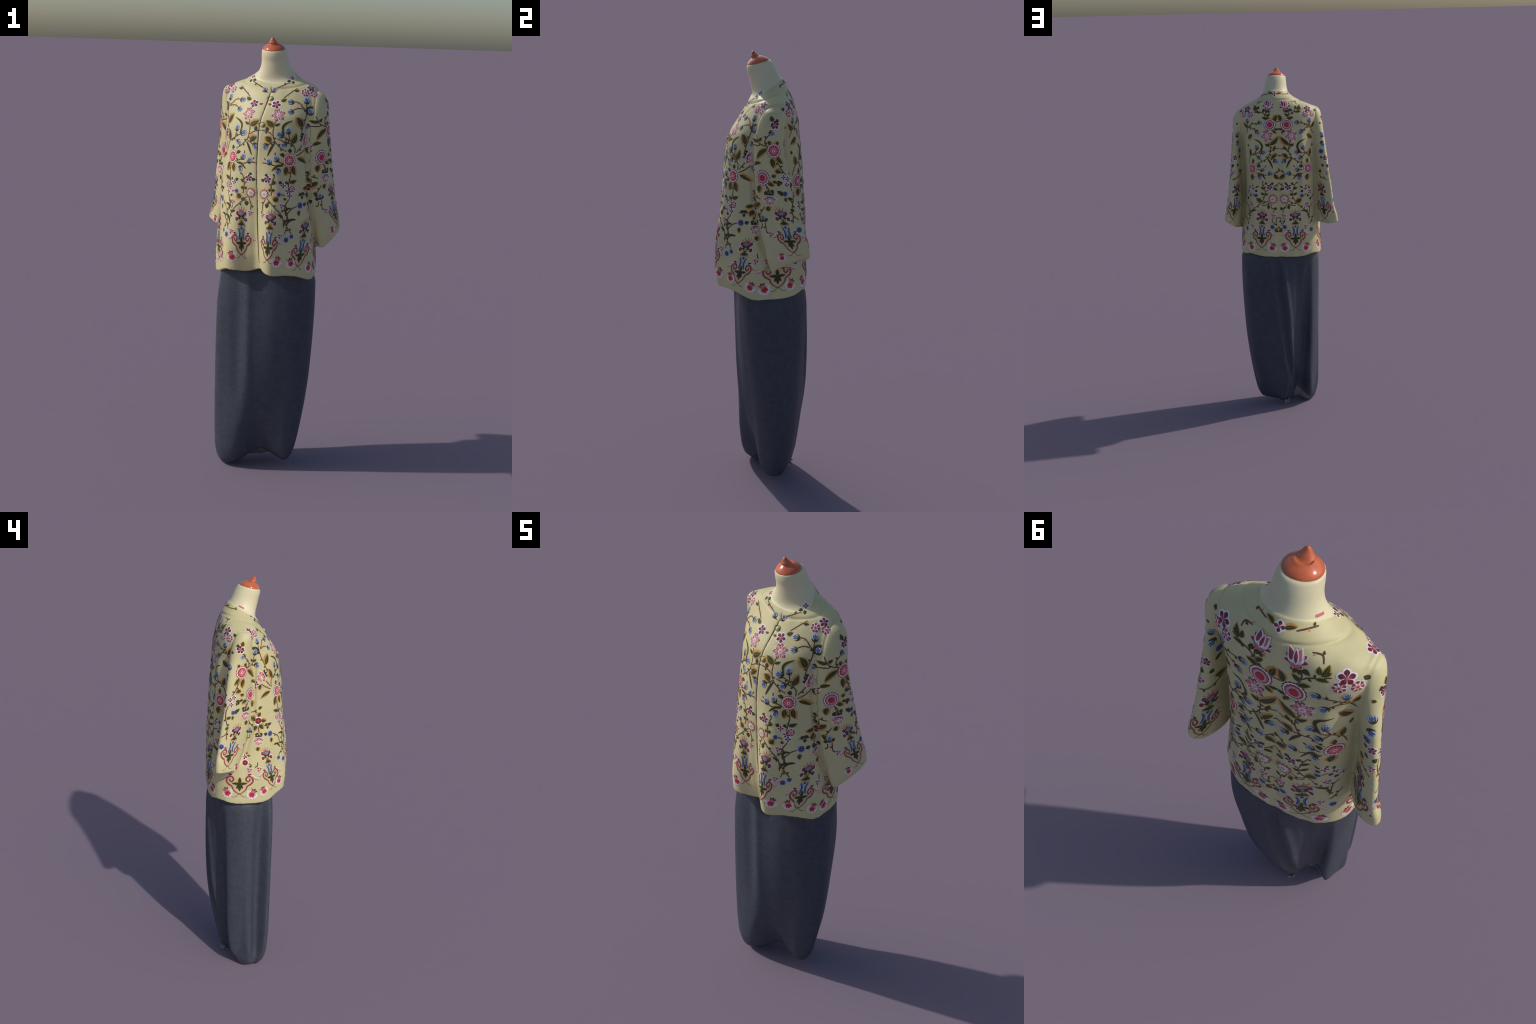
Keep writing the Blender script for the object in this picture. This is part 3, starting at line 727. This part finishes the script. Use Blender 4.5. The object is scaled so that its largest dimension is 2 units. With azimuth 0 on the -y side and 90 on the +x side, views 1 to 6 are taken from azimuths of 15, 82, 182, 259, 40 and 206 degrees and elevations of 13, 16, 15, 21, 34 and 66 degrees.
def peony(s, big):
    for x, y in ((-.22, -.52), (.05, -.58), (.28, -.5)):
        s.petal(x * .4, -.25, x, y, .17, 'dark', 0)
        s.petal(x * .4 + .03, -.25, x + .06, y - .02, .07, 'orange', .8)
    for x, y, w in ((-.5, -.12, .3), (.5, -.14, .3), (-.42, .18, .3), (.44, .16, .3), (-.2, -.42, .34), (.22, -.42, .34)):
        s.petal(0, -.12, x, y, w, 'white', 1)
        s.petal(x * .25, -.1 + y * .25, x * .93, y * .93, w * .62, 'wine', 2)
        s.petal(x * .2, -.1 + y * .2, x * .62, y * .62, w * .36, 'salmon', 3)
    s.blob(0, .02, lobes(.30, 5, .16, .8, .02), 'white', 3.6, 50)
    s.petal(-.20, -.18, -.24, .50, .34, 'white', 4, bend=-.12)
    s.petal(.20, -.18, .22, .48, .34, 'white', 4.2, bend=.12)
    s.petal(-.19, -.08, -.23, .43, .20, 'wine', 5, bend=-.10)
    s.petal(.16, -.08, .2, .40, .18, 'rose', 5, bend=.12)
    s.petal(0, -.26, .02, .42, .24, 'white', 6)
    s.petal(0, -.18, .02, .34, .13, 'wine', 7)
    s.petal(-.26, -.2, .26, -.2, .16, 'rose', 6.4, bend=-.2)
def rose(s, big):
    for x, y in ((-.26, .5), (0, .56), (.26, .5)):
        s.petal(x * .5, .2, x, y, .2, 'dark', 0)
    for x, y, w in ((-.54, .02, .34), (.54, .04, .34), (-.32, -.36, .36), (.32, -.36, .36), (0, -.5, .34), (-.34, .26, .34), (.34, .26, .34)):
        s.petal(0, 0, x, y, w * 1.2, 'white', 1)
        s.petal(x * .2, y * .2, x * .88, y * .88, w * .72, 'salmon', 2)
        s.petal(x * .2, y * .2, x * .66, y * .66, w * .4, 'wine', 3)
    s.blob(0, 0, lobes(.27, 5, .12, .8), 'white', 4, 40)
    s.strip([(-.22, .04), (-.08, .16), (.12, .14), (.2, 0)], .10, 'wine', 5.4)
    s.strip([(.2, -.06), (.06, -.18), (-.12, -.15), (-.16, -.02), (.0, .04), (.08, -.02)], .08, 'salmon', 5.4)
def carnation(s, big):
    for x in (-.22, 0, .22):
        s.petal(x * .3, -.30, x * 1.1, -.56 + abs(x) * .5, .14, 'dark', 0)
    s.petal(.12, -.40, .36, -.50, .07, 'orange', .5)
    for i in range(7):
        a = math.radians(-84 + 28 * i); S, C = math.sin(a), math.cos(a)
        s.petal(.02 * S, -.18, .50 * S, -.08 + .52 * C, .27, 'white', 1 + .15 * (i % 2), full=1.5, jag=.08)
        s.petal(.02 * S, -.16, .34 * S, -.10 + .36 * C, .13, 'pink', 2.2)
    s.blob(0, -.20, lobes(.20, 3, .1), 'rose', 3, 24)
    s.petal(0, -.16, -.20, .20, .20, 'red', 3.6, full=1.2)
    s.petal(0, -.16, .03, .28, .22, 'red', 3.8, full=1.2)
    s.petal(0, -.16, .21, .16, .18, 'red', 3.7, full=1.2)
    s.strip([(-.22, -.10), (0, -.02), (.22, -.10)], .05, 'maroon', 5)

MOTIF = dict(blossom=blossom, ruffle=ruffle, target=target, rosette=rosette, daisy=daisy, sunflower=sunflower, star=star,
             bluet=bluet, disc=disc, bud=bud, peony=peony, rose=rose, carnation=carnation)

def lay_flower(kind, loc, hint, size, rot):
    s = Stitching()
    MOTIF[kind](s, size > .035)
    r, u, n = frame_at(loc, hint)
    c, q = math.cos(math.radians(rot)), math.sin(math.radians(rot))
    def where(x, y):
        X, Y = (x * c + y * q) * size, (y * c - x * q) * size
        return loc + r * X + u * Y
    return s.lay('bud' if kind == 'bud' else 'flower', where)

def lay_leaf(p0, p1, hint, w, style, bend):
    s = Stitching()
    d = p1 - p0; L = d.length or .001
    r, u, n = frame_at((p0 + p1) / 2, hint)
    d = (d - n * d.dot(n)); d.normalize()
    e = n.cross(d)
    if style == 1:                                 # toothed, orange fringe on one flank
        s.petal(0, 0, L * 1.04, w * .10, w * 1.15, 'orange', 0, bend=bend, jag=.16, n=13)
        s.petal(0, 0, L, 0, w * .85, 'ochre', 1, bend=bend * .8 - .02, jag=.1, n=13)
        s.petal(L * .04, 0, L * .93, -w * .05, w * .62, 'dark', 2, bend=bend * .8 - .02, n=11)
    elif style == 2:                               # ochre-edged
        s.petal(0, 0, L, 0, w * 1.1, 'ochre', 0, bend=bend)
        s.petal(L * .04, 0, L * .92, 0, w * .72, 'dark', 1, bend=bend)
    else:
        s.petal(0, 0, L, 0, w * 1.1, 'olive', 0, bend=bend)
        s.petal(0, 0, L * .97, 0, w * .86, 'dark', 1, bend=bend)
    s.strip([(L * .08, 0), (L * .45, bend * L * .8), (L * .85, 0)], w * .07, 'olive', 3)
    return s.lay('leaf', lambda x, y: p0 + d * x + e * y)

def lay_line(points, hint, layers, name, taper=.4):
    """points on the cloth; layers of (width, colour, sideways shift, height)."""
    P = smooth_path(points, 8)
    me = bpy.data.meshes.new(name)
    co, fa, mi, mats = [], [], [], []
    N = len(P)
    for w, key, shift, h in layers:
        base = len(co)
        for i, p in enumerate(P):
            t = i / (N - 1)
            l, n, k, q = body_bvh.find_nearest(p)
            tan = (P[min(N - 1, i + 1)] - P[max(0, i - 1)]).normalized()
            e = n.cross(tan).normalized()
            if taper == 'leaf': hw = w / 2 * max(.04, math.sin(math.pi * min(1, t * .97 + .03)) ** .8)
            else: hw = w / 2 * (1 - taper * abs(2 * t - 1) ** 4)
            for sgn, lift in ((-1, 0), (0, .6), (1, 0)):
                l2, n2, k, q = body_bvh.find_nearest(l + e * (shift * math.sin(math.pi * t) + hw * sgn))
                co.append(l2 + n2 * (.0003 + .0004 * (h + lift)))
        mats.append(key)
        for i in range(N - 1):
            for k in range(2):
                a = base + i * 3 + k
                fa.append((a, a + 3, a + 4, a + 1)); mi.append(len(mats) - 1)
    me.from_pydata(co, [], fa)
    for k in mats: me.materials.append(THREAD[k])
    me.polygons.foreach_set('material_index', mi)
    me.polygons.foreach_set('use_smooth', [True] * len(me.polygons))
    me.update()
    return new_object(name, me, jacket)

def lay_medallion(panel, a0, z0, a1, z1, width, covered=False):
    """Bouquet in a blue vase above a scrolled, pointed frame. Drawn in units of 1/100 of its height."""
    (top, hint), (tip, _) = panel.hit(a0, z0), panel.hit(a1, z1)
    if covered: top = tip + UP * .205            # upper part is hidden behind the sleeve
    H = (top - tip).length
    k = H / 100
    kx = max(.7, min(1.1, (width / 1000) / (H * .57))) * k
    axis = [top.lerp(tip, i / 20) for i in range(21)]
    mirror = -1 if panel.mirror else 1
    def at(x, y):
        t = min(max(y / 100, -.2), 1.25)
        i = min(max(t, 0), 1) * 20
        j = min(int(i), 19)
        p = axis[j].lerp(axis[j + 1], i - j) + (top - tip) / H * ((min(t, 0) + max(t - 1, 0)) * -H)
        p = body_bvh.find_nearest(p)[0]
        return walk(p, hint, x * kx, 0, 3)
    cache = {}
    def where(x, y):                             # bilinear over a coarse grid of cloth points
        gx, gy = x / 6, y / 6
        ix, iy = math.floor(gx), math.floor(gy)
        q = []
        for i, j in ((ix, iy), (ix + 1, iy), (ix, iy + 1), (ix + 1, iy + 1)):
            if (i, j) not in cache: cache[(i, j)] = at(i * 6, j * 6)
            q.append(cache[(i, j)])
        u, v = gx - ix, gy - iy
        return (q[0] * (1 - u) + q[1] * u) * (1 - v) + (q[2] * (1 - u) + q[3] * u) * v
    if covered: return lay_frame(where)
    # fan of rays
    s = Stitching()
    for a in (-58, -30, 0, 30, 58):
        r = math.radians(a)
        s.petal(13 * math.sin(r), 8 - 9 * math.cos(r), 20 * math.sin(r), 8 - 17 * math.cos(r), 2.4, 'ochre', 0, bend=.12)
    half = lambda rad: (lambda a: rad * (1 if math.cos(a) < .25 else .55))
    s.blob(0, 9, half(10.5), 'rose', 1, 48)
    s.blob(0, 10, half(7.6), 'maroon', 2, 48)
    s.blob(0, 10.5, half(6.8), 'slate', 3, 48)
    s.blob(0, 13, lobes(1.6, 5, .1), 'red', 5, 12)
    for m in (-1, 1):
        s.petal(1 * m, 16, 12 * m, 11, 5, 'dark', 4); s.petal(3 * m, 17, 10 * m, 20, 5, 'dark', 4)
    s.blob(0, 25, lobes(5.5, 3, .05), 'ochre', 4, 30)
    for x, y in ((-6, 28), (-3, 34), (3, 34), (6, 28), (0, 22)):
        s.petal(0, 32, x, y, 4, 'dark', 5)
    for m in (-1, 1):
        s.petal(3 * m, 35, 12 * m, 34.5, 5, 'orange', 3)
        s.petal(2 * m, 32, 11 * m, 31.5, 3.4, 'dark', 4)
    s.lay('bouquet', where)
    s = Stitching()
    for m in (-1, 1):
        path = [(9.5 * m, 40), (5.5 * m, 50), (6 * m, 58), (8.5 * m, 66)]
        s.strip(path, 7.2, 'sky', 1, .5); s.strip([(x - .8 * m, y) for x, y in path], 5, 'blue', 2, .6)
        s.strip([(x + .3 * m, y + 1) for x, y in path], 1.6, 'navy', 3, .6)
    s.lay('vase', where)
    for x, y, d in ((-12.5, 8, 12), (12.5, 8, 12), (-14.5, 20.5, 12.5), (14.5, 21.5, 13)):
        f = Stitching(); disc(f, False)
        f.lay('flower', lambda X, Y, x=x, y=y, d=d: where(x + X * d, y - Y * d))
    f = Stitching(); bluet(f, False)
    f.lay('flower', lambda X, Y: where(1 * mirror * 0 + X * 9, 40.5 - Y * 9))
    lay_frame(where)

def lay_frame(where):
    # palmette
    s = Stitching()
    for x, y, w in ((-17, 73, 6), (17, 73, 6), (-7, 86, 6.5), (7, 86, 6.5), (0, 58, 7), (0, 92, 7.5)):
        s.petal(0, 74, x * 1.05, 74 + (y - 74) * 1.05, w * 1.35, 'ochre', 0)
        s.petal(0, 74, x, y, w * .9, 'dark', 1)
    s.lay('palmette', where)
    # scrolled frame
    s = Stitching()
    for m in (-1, 1):
        main = [(0, 100), (7.5 * m, 94.5), (13.3 * m, 88.5), (15.7 * m, 82), (17.5 * m, 79), (25 * m, 74.5), (29 * m, 66), (24.5 * m, 57.5), (17 * m, 57), (13.5 * m, 63), (17.5 * m, 68.5), (22.5 * m, 65), (20.5 * m, 61.5)]
        s.strip(main, 3.7, 'wine', 1, .35, 6)
        s.strip([(x * .92, y - .8) for x, y in main[:6]], 1.2, 'salmon', 2.2, .5, 6)
        s.strip([(26 * m, 57.5), (21.5 * m, 54), (15 * m, 57), (13.5 * m, 63), (17 * m, 69.5), (22 * m, 71)], 2.2, 'salmon', .4, .5, 6)
        s.strip([(18 * m, 53), (27 * m, 53.5), (35 * m, 60), (44 * m, 64)], 2.6, 'white', 2, .6, 6)
        s.strip([(24 * m, 56), (31 * m, 59.5), (36 * m, 64), (43 * m, 65.5)], 3.0, 'salmon', 1.2, .6, 6)
        s.petal(17 * m, 52, 26 * m, 51, 4, 'maroon', 2.5)
        s.strip([(0, 97), (-4 * m, 102), (-9 * m, 106.5), (-17 * m, 107)], .9, 'dark', 1, .3, 6)
    s.lay('scroll', where)

def sprigs(paths, name):
    """Little leaves and tendrils sprouting alternately along the stems, joined as one piece."""
    co, fa, mi = [], [], []
    keys = ['ochre', 'dark', 'orange']
    rng = random.Random(len(paths) * 7 + 1)
    for P in paths:
        P = smooth_path(P, 8)
        run, side = 0, 1
        for a, b in zip(P, P[1:]):
            run += (b - a).length
            if run < .019: continue
            run = rng.uniform(-.004, .004); side = -side
            l, n, i, t = body_bvh.find_nearest(b)
            tan = (b - a).normalized(); e = n.cross(tan).normalized() * side
            d = (tan * rng.uniform(.3, .8) + e).normalized(); f = n.cross(d)
            kind = rng.random()
            for w, L, m, h in (((.0048, .0125, 0, .3), (.0030, .0115, 1, 1.2)) if kind < .62 else ((.0020, .010, 2, .4),)):
                base = len(co)
                for k in range(6):
                    t = k / 5; hw = w * math.sin(math.pi * min(1, t * .95 + .05))
                    for sg in (-1, 0, 1):
                        q, n2, i, s2 = body_bvh.find_nearest(l + d * (L * t) + f * (hw * sg + .0015 * side * math.sin(math.pi * t)))
                        co.append(q + n2 * (.0003 + .0004 * (h + .5 * (sg == 0))))
                for k in range(5):
                    for c in range(2):
                        v = base + k * 3 + c
                        fa.append((v, v + 3, v + 4, v + 1)); mi.append(m)
    if not fa: return
    me = bpy.data.meshes.new(name)
    me.from_pydata(co, [], fa)
    for k in keys: me.materials.append(THREAD[k])
    me.polygons.foreach_set('material_index', mi)
    me.polygons.foreach_set('use_smooth', [True] * len(me.polygons)); me.update()
    o = new_object(name, me, jacket); o['kind'] = 'stuff'

def build_embroidery():
    for side, work in WORK.items():
        for mirror in ((False,) if side == 'back_collar' else (False, True)):
            if side == 'side_edge' and mirror: continue
            pan = Panel(side, mirror)
            sg = -1 if mirror else 1
            # data were read on the right half as worn for front, left for back; mirror flips rotation
            for kind, a, z, size, rot in work['flowers']:
                loc, hint = pan.hit(a, z)
                lay_flower(kind, loc, hint, size / 1000 * 1.12, rot * sg)
            for m in work['medallions']:
                lay_medallion(pan, *m, covered=side == 'side' and m[0] > 0)
            for j, (a, z, b, y, w, st) in enumerate(work['leaves']):
                p0, hint = pan.hit(a, z); p1, _ = pan.hit(b, y)
                lay_leaf(p0, p1, hint, w / 1000 * 1.4, st, .07 * (1 if j % 2 else -1) * sg)
            sprigs([[pan.hit(st[i], st[i + 1])[0] for i in range(0, len(st), 2)] for st in work['stems']], 'sprig')
            for st in work['stems']:
                pts = [pan.hit(st[i], st[i + 1])[0] for i in range(0, len(st), 2)]
                lay_line(pts, None, [(.0048, 'brown', 0, 0)], 'stem')
            for st in work['blades']:
                pts = [pan.hit(st[i], st[i + 1])[0] for i in range(0, len(st), 2)]
                lay_line(pts, None, [(.0125, 'ochre', 0, .4), (.0085, 'dark', .0008 * sg, 1.4)], 'leaf', 'leaf')
build_embroidery()

# front opening: dark meeting line, knotted buttons with loops
def build_front_opening():
    line = [(24, 1790), (20, 1760), (9, 1700), (0, 1650), (-3, 1600), (-3, 1500), (1, 1400), (8, 1300), (12, 1200), (18, 1100), (24, 1030)]
    pan = Panel('front')
    pts = [pan.hit(a, z)[0] for a, z in line]
    lay_line(pts, None, [(.0042, 'brown', 0, 0)], 'opening_seam', .1)
    for a, z in ((29, 1742), (12, 1634)):
        loc, hint = pan.hit(a, z)
        r, u, n = frame_at(loc, hint)
        bm = bmesh.new()
        bmesh.ops.create_uvsphere(bm, u_segments=20, v_segments=12, radius=.0075)
        for v in bm.verts:
            c = v.co.copy()
            v.co = loc + r * c.x + u * c.y + n * (c.z * .6 + .003)
        me = mesh_from_bm(bm, 'button'); me.materials.append(SILK)
        new_object('button', me, jacket)
        lay_line([loc + r * x + u * y for x, y in ((-.02, .004), (-.008, .010), (.006, .009), (.010, 0), (.004, -.010), (-.006, -.009), (-.02, .000))], None, [(.003, 'olive', 0, 1)], 'loop', .1)
build_front_opening()
# small pink mark on the bare neck
def build_neck_mark():
    loc, nor, i, t = body_bvh.ray_cast(Vector((-1, .062, 1.868)), Vector((1, 0, 0)))
    s = Stitching()
    s.strip([(-.013, .007), (0, 0), (.013, -.006)], .0075, 'rose', 0, .1)
    r, u, n = frame_at(loc, Vector((-1, 0, 0)))
    o = s.lay('pink_mark', lambda x, y: loc + r * x + u * y)
    o.parent = parts['neck']
build_neck_mark()

# ------------------------------------------------------------------ neck cap with pointed knob
def build_cap():
    bm = bmesh.new()
    rings = []
    n = 56
    # height above rim plane, radius factor, centre shift toward front
    prof = [(-.006, .97), (-.001, 1.0), (.003, .98), (.008, .91), (.013, .80), (.018, .66), (.022, .52), (.0245, .44)]
    for h, f in prof:
        r = []
        for i in range(n):
            th = 2 * math.pi * i / n
            x = .0165 + .0500 * f * math.cos(th) - .0005
            y = .0135 + .0470 * f * math.sin(th)
            if f < .97: y -= (1 - f) * .010
            r.append((x, y, 1.952 + h + .20 * (y - .014)))
        rings.append(r)
    knob = [(.026, .023), (.029, .0185), (.034, .0155), (.039, .012), (.044, .0082), (.048, .0052), (.0505, .0025)]
    for k, (h, rad) in enumerate(knob):
        rings.append([(.0145 + rad * math.cos(2 * math.pi * i / n), .004 - .010 * min(1, k / 4) + rad * math.sin(2 * math.pi * i / n), 1.9495 + h) for i in range(n)])
    add_rings(bm, rings)
    me = mesh_from_bm(bm, 'neck_cap'); me.materials.append(WOOD)
    return new_object('neck_cap', me, root)
build_cap()

# ------------------------------------------------------------------ trousers
# matching outline points, walking round from the left side (-x) through the front
LEGS = {
    1.00: [(-.206, .02), (-.180, -.040), (-.165, -.085), (-.105, -.103), (-.04, -.114), (.03, -.112), (.10, -.110), (.175, -.088), (.230, -.02), (.236, .06), (.195, .135), (.13, .182), (.05, .195), (-.03, .195), (-.07, .19), (-.11, .185), (-.15, .17), (-.188, .13), (-.204, .08)],
    0.80: [(-.206, .02), (-.166, -.030), (-.188, -.085), (-.118, -.108), (-.04, -.118), (.03, -.114), (.10, -.108), (.18, -.080), (.234, -.01), (.241, .06), (.204, .137), (.13, .178), (.05, .195), (-.015, .194), (-.062, .184), (-.092, .162), (-.125, .148), (-.168, .130), (-.196, .08)],
    0.50: [(-.202, .015), (-.158, -.030), (-.190, -.085), (-.122, -.107), (-.045, -.118), (.03, -.104), (.10, -.088), (.175, -.056), (.224, .005), (.229, .06), (.187, .125), (.12, .164), (.05, .187), (-.02, .184), (-.068, .164), (-.094, .130), (-.124, .110), (-.158, .122), (-.188, .066)],
    0.25: [(-.199, .01), (-.154, -.030), (-.190, -.082), (-.126, -.106), (-.055, -.113), (.015, -.078), (.085, -.062), (.15, -.048), (.195, -.002), (.205, .05), (.172, .105), (.11, .138), (.05, .164), (-.005, .158), (-.050, .140), (-.078, .108), (-.108, .092), (-.148, .115), (-.180, .056)],
    0.10: [(-.197, .005), (-.154, -.032), (-.188, -.076), (-.130, -.100), (-.065, -.098), (.015, -.040), (.085, -.047), (.14, -.043), (.180, -.005), (.184, .04), (.15, .085), (.105, .114), (.05, .136), (.0, .132), (-.038, .106), (-.066, .062), (-.100, .054), (-.146, .098), (-.176, .046)],
    0.03: [(-.188, .0), (-.164, -.030), (-.178, -.064), (-.130, -.084), (-.075, -.078), (.015, -.020), (.085, -.027), (.135, -.03), (.165, .00), (.168, .04), (.14, .073), (.10, .096), (.05, .117), (.005, .116), (-.03, .085), (-.075, .045), (-.115, .060), (-.145, .060), (-.172, .03)],
    0.00: [(-.175, .0), (-.155, -.025), (-.155, -.048), (-.125, -.058), (-.08, -.05), (.015, -.01), (.085, .00), (.13, -.005), (.15, .01), (.152, .035), (.135, .06), (.10, .078), (.05, .095), (.005, .098), (-.025, .07), (-.075, .03), (-.115, .042), (-.14, .045), (-.162, .02)],
}
BOTTOM = [(-.22, .045), (-.19, .03), (-.15, .004), (-.10, .015), (-.05, .045), (.02, .085), (.06, .07), (.10, .05), (.14, .040), (.18, .05), (.22, .06)]
BOTTOM_BACK = [(-.22, .045), (-.19, .03), (-.15, .004), (-.10, .012), (-.05, .018), (.0, .018), (.04, .032), (.10, .04), (.14, .040), (.18, .05), (.22, .06)]
def floor_gap(x, y):
    w = smooth01(.0, .06, y)
    return curve(BOTTOM, x)[0] * (1 - w) + curve(BOTTOM_BACK, x)[0] * w
FOLDS_BACK = [  # ridge x at heights .95, .6, .3, .12 ; strength ; width
    ((.066, .035, -.002, -.03), .012, .018), ((-.002, -.035, -.045, -.05), .010, .014), ((.150, .130, .10, .07), .004, .02),
    ((.032, .0, -.025, -.045), -.010, .014), ((-.17, -.165, -.16, -.155), .004, .015)]
def drape(x, y, z):
    """Hanging folds of the trouser cloth, as ridges whose place drifts with height."""
    d = 0
    if y > .03:
        for xs, amp, w in FOLDS_BACK:
            c = float(np.interp(z, (.12, .3, .6, .95), xs[::-1]))
            d += amp * bump(x, c, w) * smooth01(.98, .85, z) * smooth01(.03, .15, z)
        if z < .3:           # gathered creases above the tie
            d += .004 * math.sin(x * 260 + z * 30) * bump(x, -.005, .05) * smooth01(.3, .12, z) * smooth01(.0, .05, z)
    elif y < 0:
        c = float(np.interp(z, (.1, .5, .95), (-.02, -.028, -.035)))
        d += .005 * bump(x, c, .02) * smooth01(.3, .6, z)
        d -= .006 * bump(x, c - .05, .03) * smooth01(.2, .5, z)
    return d
def build_trousers():
    n = 220
    keys = sorted(LEGS)
    dense = {k: closed_spline(LEGS[k], n) for k in keys}
    rings = []
    arr = {k: dense[k] for k in keys}
    zs = list(np.linspace(1.0, 0.12, 70)) + list(np.linspace(.11, 0, 16))
    flat = [(k,) + tuple(arr[k].ravel()) for k in keys]
    for z in zs:
        v = curve(flat, z).reshape(-1, 2)
        for q in v:                                      # waist hidden inside the jacket
            tuck = 1 - .07 * (smooth01(.925, .965, z) * smooth01(-.06, 0, q[1]) + smooth01(.97, .995, z) * smooth01(0, -.06, q[1]))
            q[0] = (q[0] - .01) * tuck + .01; q[1] = (q[1] - .04) * tuck + .04
        r = []
        for i, (x, y) in enumerate(v):
            zb = floor_gap(x, y)
            w = smooth01(.35, 0, z)
            # long soft drape folds running down the cloth
            g = .0035 * math.sin(i * .21 + 2.2 * math.sin(z * 3)) * smooth01(1, .8, z) * smooth01(.02, .2, z)
            t = v[(i + 1) % n] - v[i - 1]; t = t / (np.linalg.norm(t) + 1e-9)
            g2 = g * (1.0 if y > .05 else .4) + drape(x, y, z)
            r.append((x - t[1] * g2 * -1, y + t[0] * g2 * -1, z * (1 - zb * w / .35 * 0) + zb * w))
        rings.append(r)
    body_rows = len(rings)
    base = np.array(rings[-1])
    for f in (.25, .55, .8, .97):
        rr = []
        for p in base:
            cx = min(max(p[0], -.14), .13); cy = .0 + .035 * (cx + .14) / .27
            q = p[:2] + (np.array((cx, cy)) - p[:2]) * f
            rr.append((q[0], q[1], floor_gap(q[0], q[1]) + .012 * f))
        rings.append(rr)
    bm = bmesh.new()
    vs = add_rings(bm, rings, True, True)
    bmesh.ops.recalc_face_normals(bm, faces=bm.faces)
    me = mesh_from_bm(bm, 'trousers')
    regf = []
    for p in me.polygons:
        low = min(p.vertices) >= (body_rows - 1) * n and len(p.vertices) == 4
        c = p.center
        groove_fill = -.142 < c.x < -.052 and c.y > 0 and c.z < .105 - .9 * abs(c.x + .06) - (.02 if c.x > -.06 else 0)  # grey scan fill low in the groove between the legs
        regf.append('scan_fill' if low or groove_fill else 'trousers')
    o = split_regions(me, regf, {'trousers': ('trousers', CLOTH, root), 'scan_fill': ('trouser_scan_fill', GREY, root)})  # grey faces are scan fill closing the leg bottoms, not a cloth layer
    return o
build_trousers()

# ------------------------------------------------------------------ knotted tie and pale under-hem at the feet
def build_tie():
    rng = random.Random(3)
    bm = bmesh.new()
    for k in range(7):
        a = Vector((-.012 + rng.uniform(-.012, .016), .108 + rng.uniform(-.012, .012), .030 + rng.uniform(-.004, .008)))
        d = Vector((rng.uniform(-1, 1), rng.uniform(-.3, 1), rng.uniform(-1.1, .2))).normalized()
        L, w = rng.uniform(.014, .030), rng.uniform(.004, .007)
        e = d.cross(Vector((0, 0, 1))).normalized(); f = d.cross(e)
        rings = []
        for t, r in ((0, .5), (.3, 1), (.7, .9), (1, .3)):
            p = a + d * L * t
            p.z = max(p.z, w * r + .0008)
            rings.append([p + e * (w * r * math.cos(q * math.pi / 4)) + f * (w * r * math.sin(q * math.pi / 4)) for q in range(8)])
        add_rings(bm, rings)
    bmesh.ops.recalc_face_normals(bm, faces=bm.faces)
    me = mesh_from_bm(bm, 'tie'); me.materials.append(GREY)
    return new_object('tie', me, root)
build_tie()
def build_hem_edge():
    bm = bmesh.new()
    rings = []
    for t in np.linspace(0, 1, 10):
        x, y = -.168 + .05 * t, .000 + .030 * math.sin(math.pi * t) * .6 + .02 * t
        w, h = .020 * math.sin(math.pi * (t * .9 + .05)), .014 * math.sin(math.pi * (t * .9 + .05))
        rings.append([(x, y + w * math.cos(q * math.pi / 6), .0148 + h * math.sin(q * math.pi / 6)) for q in range(12)])
    add_rings(bm, rings)
    bmesh.ops.recalc_face_normals(bm, faces=bm.faces)
    me = mesh_from_bm(bm, 'under_hem'); me.materials.append(GREY)
    return new_object('under_hem', me, root)
build_hem_edge()
